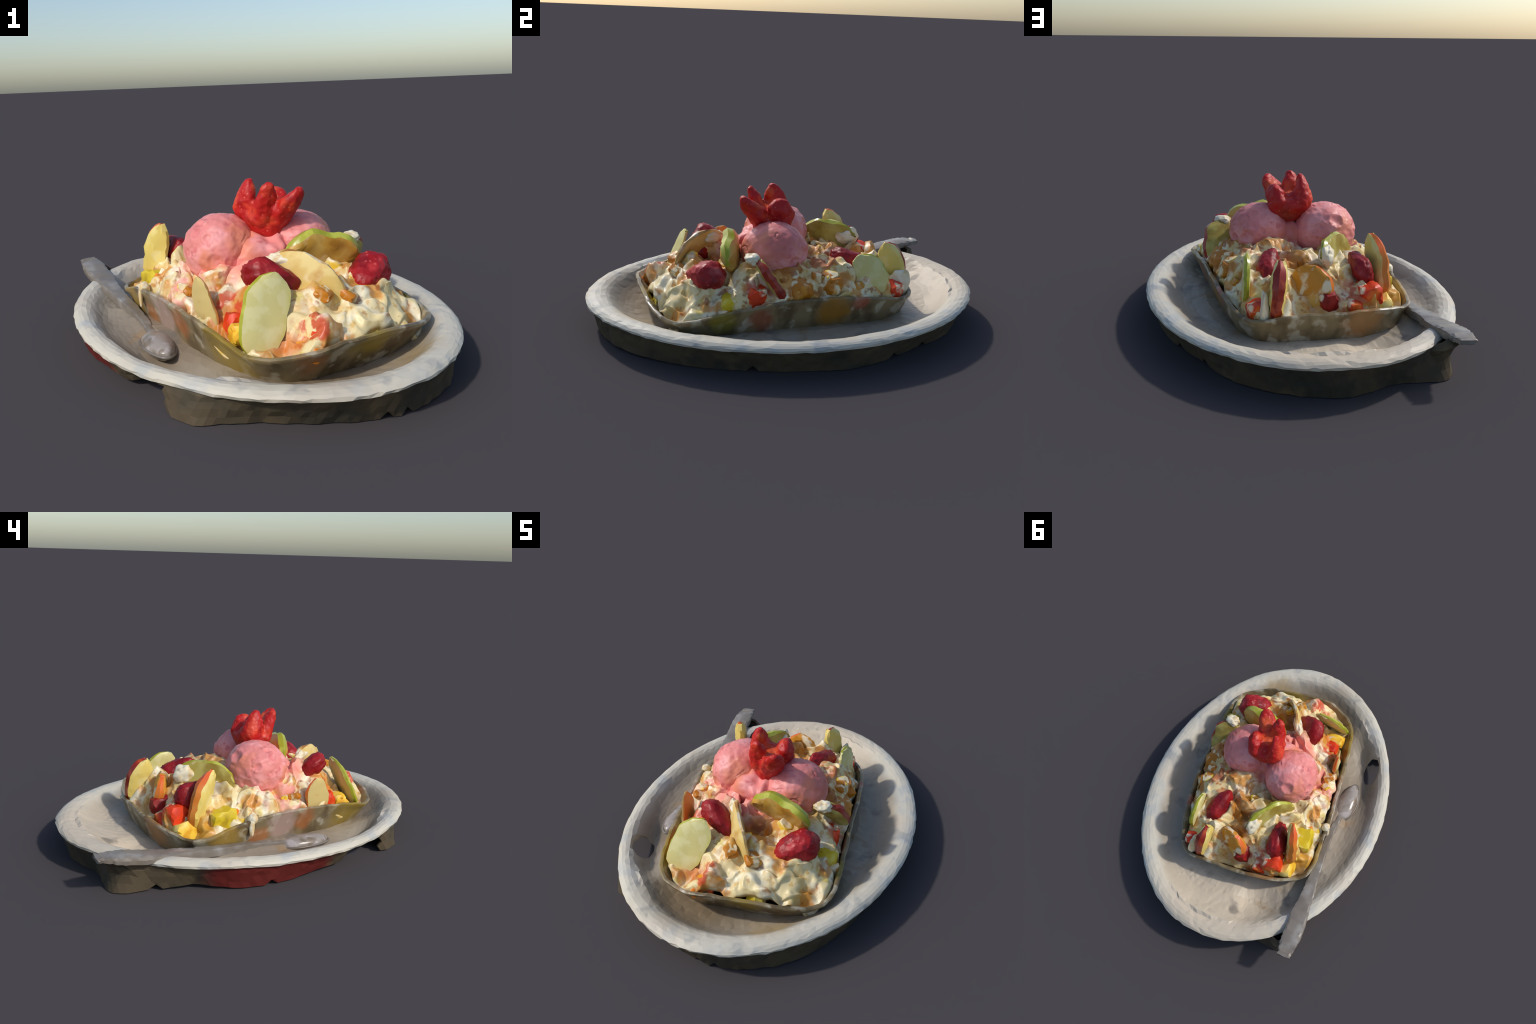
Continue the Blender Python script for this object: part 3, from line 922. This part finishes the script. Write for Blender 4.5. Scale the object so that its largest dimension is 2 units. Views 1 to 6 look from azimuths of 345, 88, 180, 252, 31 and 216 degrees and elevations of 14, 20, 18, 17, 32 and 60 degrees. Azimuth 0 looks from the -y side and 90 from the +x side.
# ------------------------------------------------------------------ spoon
def spoon(parent):
    # handle spine: x, y, z, half width, half thickness
    S = [(-.666, .842, .199, .036, .008), (-.653, .790, .195, .045, .012), (-.643, .735, .187, .053, .018), (-.630, .671, .176, .054, .018), (-.610, .598, .161, .052, .018), (-.594, .53, .150, .046, .018),
         (-.578, .447, .143, .039, .018), (-.554, .367, .130, .034, .018), (-.529, .272, .121, .029, .018), (-.497, .134, .112, .024, .017), (-.476, .031, .103, .020, .016), (-.462, -.08, .094, .018, .014), (-.455, -.14, .090, .02, .012)]
    P = catmull(S, 60, closed=False)
    n = 12
    verts = []
    rng = random.Random(3)
    for i, (x, y, z, w, h) in enumerate(P):
        a, b = P[max(i - 1, 0)], P[min(i + 1, len(P) - 1)]
        t = V((b[0] - a[0], b[1] - a[1], b[2] - a[2])).normalized()
        sd = t.cross(V((0, 0, 1))).normalized()
        up = sd.cross(t)
        for k in range(n):
            q = 2 * math.pi * k / n
            cx = math.copysign(abs(math.cos(q)) ** 0.45, math.cos(q)) * w
            cz = math.copysign(abs(math.sin(q)) ** 0.45, math.sin(q)) * h
            if cz < 0:
                cz *= 1.6
            p = V((x, y, z)) + sd * cx + up * cz
            p += V((rng.uniform(-1, 1), rng.uniform(-1, 1), rng.uniform(-1, 1))) * (0.0022 if i > 6 else 0.0045)
            verts.append(p)
    faces = grid_faces(len(P), n)
    faces += [tuple(range(n)), tuple(range((len(P) - 1) * n, len(P) * n))]
    build("spoon_handle", verts, faces, ["steel"], parent, smooth=True, angle=18)

    def shape(p):
        k = 1 - 0.16 * p.z
        return V((p.x * k, p.y, p.z))
    # bowl lies face down: a domed oval, a little pointed away from the handle
    o = blob("spoon_bowl", "bowl_steel", parent, (0.060, 0.042, 0.135), frame((-0.446, -0.225, 0.080), (0.10, -0.99, 0.02), (0.1, 0, 1)), sub=4, wob=0.05, wscale=1.5, seed=2, shape=shape, smooth=True)
    rimv = []
    m = frame((-0.446, -0.225, 0.076), (0.10, -0.99, 0.02), (0.1, 0, 1))
    nn = 64
    for k in range(nn):
        q = 2 * math.pi * k / nn
        x, z = math.cos(q), math.sin(q)
        kx = 1 - 0.16 * z
        for dr, dy in ((-0.006, 0.004), (0.004, 0.006), (0.010, 0.0), (0.004, -0.006), (-0.006, -0.004)):
            rimv.append(m @ V((x * kx * (0.060 + dr), dy, z * (0.137 + dr))))
    faces = []
    for k in range(nn):
        for c in range(5):
            a, b = k * 5 + c, k * 5 + (c + 1) % 5
            a2, b2 = ((k + 1) % nn) * 5 + c, ((k + 1) % nn) * 5 + (c + 1) % 5
            faces.append((a, b, b2, a2))
    build("spoon_lip", rimv, faces, ["steel"], parent, smooth=True)


# ------------------------------------------------------------------ assembly
plate = empty("plate", (0, 0, 0), "oval off-white glazed plate on a dark brown foot", "plate")
plate_mesh(plate)
skirt(plate)

spoon_top = empty("spoon", (-0.55, 0.3, 0.1), "dull steel spoon lying face down across the rim", "spoon")
spoon(spoon_top)

sundae = empty("fruit_sundae", (0.03, -0.05, 0.05), "glass tray of curdled cream, cut fruit and strawberry ice cream", "dessert")
tray(sundae)
cream(sundae)

scoop(sundae, (-0.140, -0.046, 0.400), 0.154, 1.0,
      [((-0.8, -0.35, 0.65), 0.16, 0.05), ((-0.55, -0.75, 0.55), 0.13, 0.05), ((-0.9, 0.2, 0.3), 0.15, 0.05), ((-0.35, 0.75, 0.6), 0.22, 0.07), ((0.1, 0.9, 0.45), 0.12, 0.05),
       ((-0.35, -0.85, -0.1), 0.22, 0.06), ((-0.6, -0.2, 0.8), 0.13, 0.05), ((-0.8, 0.5, -0.3), 0.2, 0.05)], squash=(1.0, 1.09, 0.96))
scoop(sundae, (0.182, -0.062, 0.396), 0.152, 7.0,
      [((0.35, 0.9, 0.1), 0.22, 0.08), ((0.5, 0.85, 0.0), 0.13, 0.06), ((-0.1, 0.9, 0.25), 0.13, 0.05), ((0.2, 0.6, 0.8), 0.15, 0.05), ((0.8, 0.6, -0.1), 0.2, 0.07)], squash=(1.02, 1.07, 0.94))
ice_bridge(sundae)
berry_fan(sundae)

# standing slices (skin edge is +X of the local frame unless flipped)
slice_piece("apple_slice", "flesh_green", "skin_green", sundae, (-0.100, -0.575, 0.262), (0.32, 0.36, 0.87), (-0.10, 0.95, -0.26), 0.33, 0.175, 0.042, seed=1, flip=-1)
slice_piece("apple_slice", "flesh_tan", "skin_tan", sundae, (0.076, -0.446, 0.342), (0.66, -0.69, -0.27), (0.62, 0.70, -0.25), 0.35, 0.17, 0.034, seed=2, flip=-1, bend=0.10)
slice_piece("apple_slice", "flesh_amber", "skin_green", sundae, (0.215, -0.268, 0.385), (1, -0.06, -0.03), (0.05, -0.93, -0.26), 0.32, 0.17, 0.085, seed=3, flip=1, bend=0.05)
slice_piece("apple_slice", "flesh_olive", "skin_red", sundae, (0.378, -0.080, 0.313), (-0.06, -0.58, 0.80), (-0.25, 0.78, 0.55), 0.27, 0.155, 0.065, seed=4, flip=1, thin=0.35)
slice_piece("apple_slice", "flesh_two", "skin_orange", sundae, (-0.275, -0.365, 0.268), (-0.20, 0.34, 0.92), (-0.95, -0.25, 0.05), 0.22, 0.14, 0.034, seed=5, flip=1)
slice_piece("peach_slice", "flesh_yellow", "skin_orange", sundae, (-0.360, 0.290, 0.320), (0.12, -0.30, 0.94), (-0.78, -0.62, -0.05), 0.32, 0.115, 0.075, seed=6, flip=1, thin=0.5)
slice_piece("apple_slice", "flesh_yellow", "skin_red", sundae, (0.086, 0.540, 0.294), (-0.08, -0.28, 0.96), (-0.97, 0.05, -0.1), 0.265, 0.115, 0.080, seed=7, flip=1, thin=0.45)
slice_piece("apple_slice", "flesh_green", "skin_green", sundae, (0.236, 0.402, 0.290), (-0.02, -0.40, 0.92), (0.96, 0.05, 0.2), 0.25, 0.155, 0.040, seed=8, flip=-1)
slice_piece("apple_slice", "flesh_olive", "skin_green", sundae, (-0.175, 0.24, 0.365), (-0.45, -0.87, -0.13), (-0.86, 0.42, 0.15), 0.32, 0.16, 0.05, seed=9, flip=1, bend=0.04)
slice_piece("apple_slice", "flesh_amber", "skin_orange", sundae, (-0.06, 0.178, 0.325), (0.94, 0.33, 0.05), (-0.3, 0.9, 0.3), 0.26, 0.09, 0.036, seed=10, flip=1)
slice_piece("peach_slice", "flesh_peach", "skin_orange", sundae, (-0.040, 0.455, 0.285), (-0.40, -0.08, 0.88), (0.1, 0.93, 0.35), 0.20, 0.19, 0.07, seed=11, flip=-1, thin=0.7)

# strawberries
berry(sundae, (0.365, -0.392, 0.322), (-0.62, -0.62, -0.25), (0.080, 0.076, 0.108), seed=1)
berry(sundae, (-0.035, -0.412, 0.350), (0.78, -0.28, -0.32), (0.060, 0.092, 0.118), mat="berry_dark", seed=2, normal=(0, -0.7, 0.7))
berry(sundae, (-0.285, 0.322, 0.332), (0.25, -0.85, 0.25), (0.052, 0.072, 0.105), mat="berry_dark", seed=3)
berry(sundae, (0.130, 0.325, 0.325), (-0.12, -0.86, 0.46), (0.058, 0.068, 0.120), mat="berry_dark", seed=4)

# chunks of soft fruit, pushed into the cream
chunk("papaya_chunk", "red_orange", sundae, (-0.318, 0.412, 0.232), (0.068, 0.058, 0.068), 1)
chunk("mango_chunk", "yellow", sundae, (-0.372, 0.375, 0.172), (0.085, 0.058, 0.055), 2, up=(0.3, 0.2, 1))
chunk("pineapple_chunk", "lime", sundae, (-0.385, 0.200, 0.218), (0.080, 0.062, 0.062), 3)
chunk("papaya_chunk", "red_orange", sundae, (0.175, 0.545, 0.200), (0.045, 0.05, 0.06), 4)
chunk("orange_chunk", "amber", sundae, (0.155, 0.535, 0.180), (0.05, 0.045, 0.05), 5)
chunk("mango_chunk", "yellow", sundae, (-0.165, -0.515, 0.192), (0.045, 0.07, 0.045), 6)
chunk("papaya_chunk", "red_orange", sundae, (-0.175, -0.445, 0.205), (0.045, 0.055, 0.05), 7)
chunk("cherry_chunk", "dark_red", sundae, (-0.129, 0.465, 0.220), (0.06, 0.05, 0.06), 8)
chunk("pineapple_chunk", "lime", sundae, (0.455, -0.265, 0.215), (0.055, 0.06, 0.06), 9)
chunk("pineapple_chunk", "lime", sundae, (0.280, -0.590, 0.165), (0.055, 0.05, 0.05), 10)
chunk("papaya_chunk", "red_orange", sundae, (0.400, -0.155, 0.250), (0.055, 0.07, 0.06), 11)
chunk("papaya_chunk", "red_orange", sundae, (0.06, -0.655, 0.180), (0.045, 0.035, 0.045), 12)
chunk("orange_chunk", "orange", sundae, (0.015, -0.670, 0.155), (0.075, 0.035, 0.04), 13)
chunk("orange_chunk", "amber", sundae, (0.340, 0.045, 0.258), (0.07, 0.10, 0.07), 15)
chunk("orange_chunk", "amber", sundae, (0.290, 0.205, 0.278), (0.06, 0.07, 0.06), 16)
chunk("mango_chunk", "yellow", sundae, (-0.39, 0.10, 0.185), (0.045, 0.06, 0.05), 17)
chunk("papaya_chunk", "red_orange", sundae, (-0.25, 0.465, 0.195), (0.055, 0.04, 0.04), 19)

# small bits of fruit stirred through the cream
CREAM = next(o for o in sundae.children if o.name.startswith("cream") and o.get("kind") == "stuff")
BITS = random.Random(23)
count = 0
while count < 20:
    a = BITS.uniform(0, 2 * math.pi)
    f = BITS.uniform(0.35, 0.93)
    R = float(np.interp((a + math.pi) % (2 * math.pi) - math.pi, OA, OR, period=2 * math.pi)) * f
    x, y = TC.x + R * math.cos(a), TC.y + R * math.sin(a)
    if min(math.hypot(x + 0.14, y + 0.05), math.hypot(x - 0.18, y + 0.06), math.hypot(x - 0.03, y + 0.18)) < 0.19:
        continue
    hit, loc, nor, _ = CREAM.ray_cast(V((x, y, 1.0)), V((0, 0, -1)))
    if not hit:
        continue
    r = BITS.uniform(0.022, 0.040)
    kind, mat = BITS.choice([("orange_chunk", "orange"), ("mango_chunk", "yellow"), ("orange_chunk", "amber"), ("mango_chunk", "yellow"), ("pineapple_chunk", "lime"), ("orange_chunk", "amber"), ("orange_chunk", "amber")])
    chunk(kind, mat, sundae, (x, y, loc.z - 0.12 * r), (r, r * BITS.uniform(0.7, 1.3), r * BITS.uniform(0.6, 0.9)), 30 + count, up=(BITS.uniform(-.6, .6), BITS.uniform(-.6, .6), 1), normal=(BITS.uniform(-1, 1), BITS.uniform(-1, 1), 0.1))
    count += 1

# smears and dollops of whipped cream lying on slices and on the tray's edge
dollop(sundae, (-0.458, 0.062, 0.236), (0.024, 0.026, 0.028), 1, wob=0.1)
dollop(sundae, (-0.474, 0.070, 0.200), (0.010, 0.014, 0.05), 2, wob=0.12)
dollop(sundae, (0.383, -0.168, 0.420), (0.042, 0.036, 0.026), 3)
dollop(sundae, (0.020, -0.365, 0.408), (0.026, 0.060, 0.030), 4, normal=(0.66, -0.69, -0.27))
dollop(sundae, (-0.130, 0.335, 0.385), (0.034, 0.060, 0.048), 5)
dollop(sundae, (-0.365, -0.055, 0.236), (0.040, 0.045, 0.034), 6, wob=0.2)
dollop(sundae, (0.145, 0.580, 0.215), (0.020, 0.050, 0.085), 7)
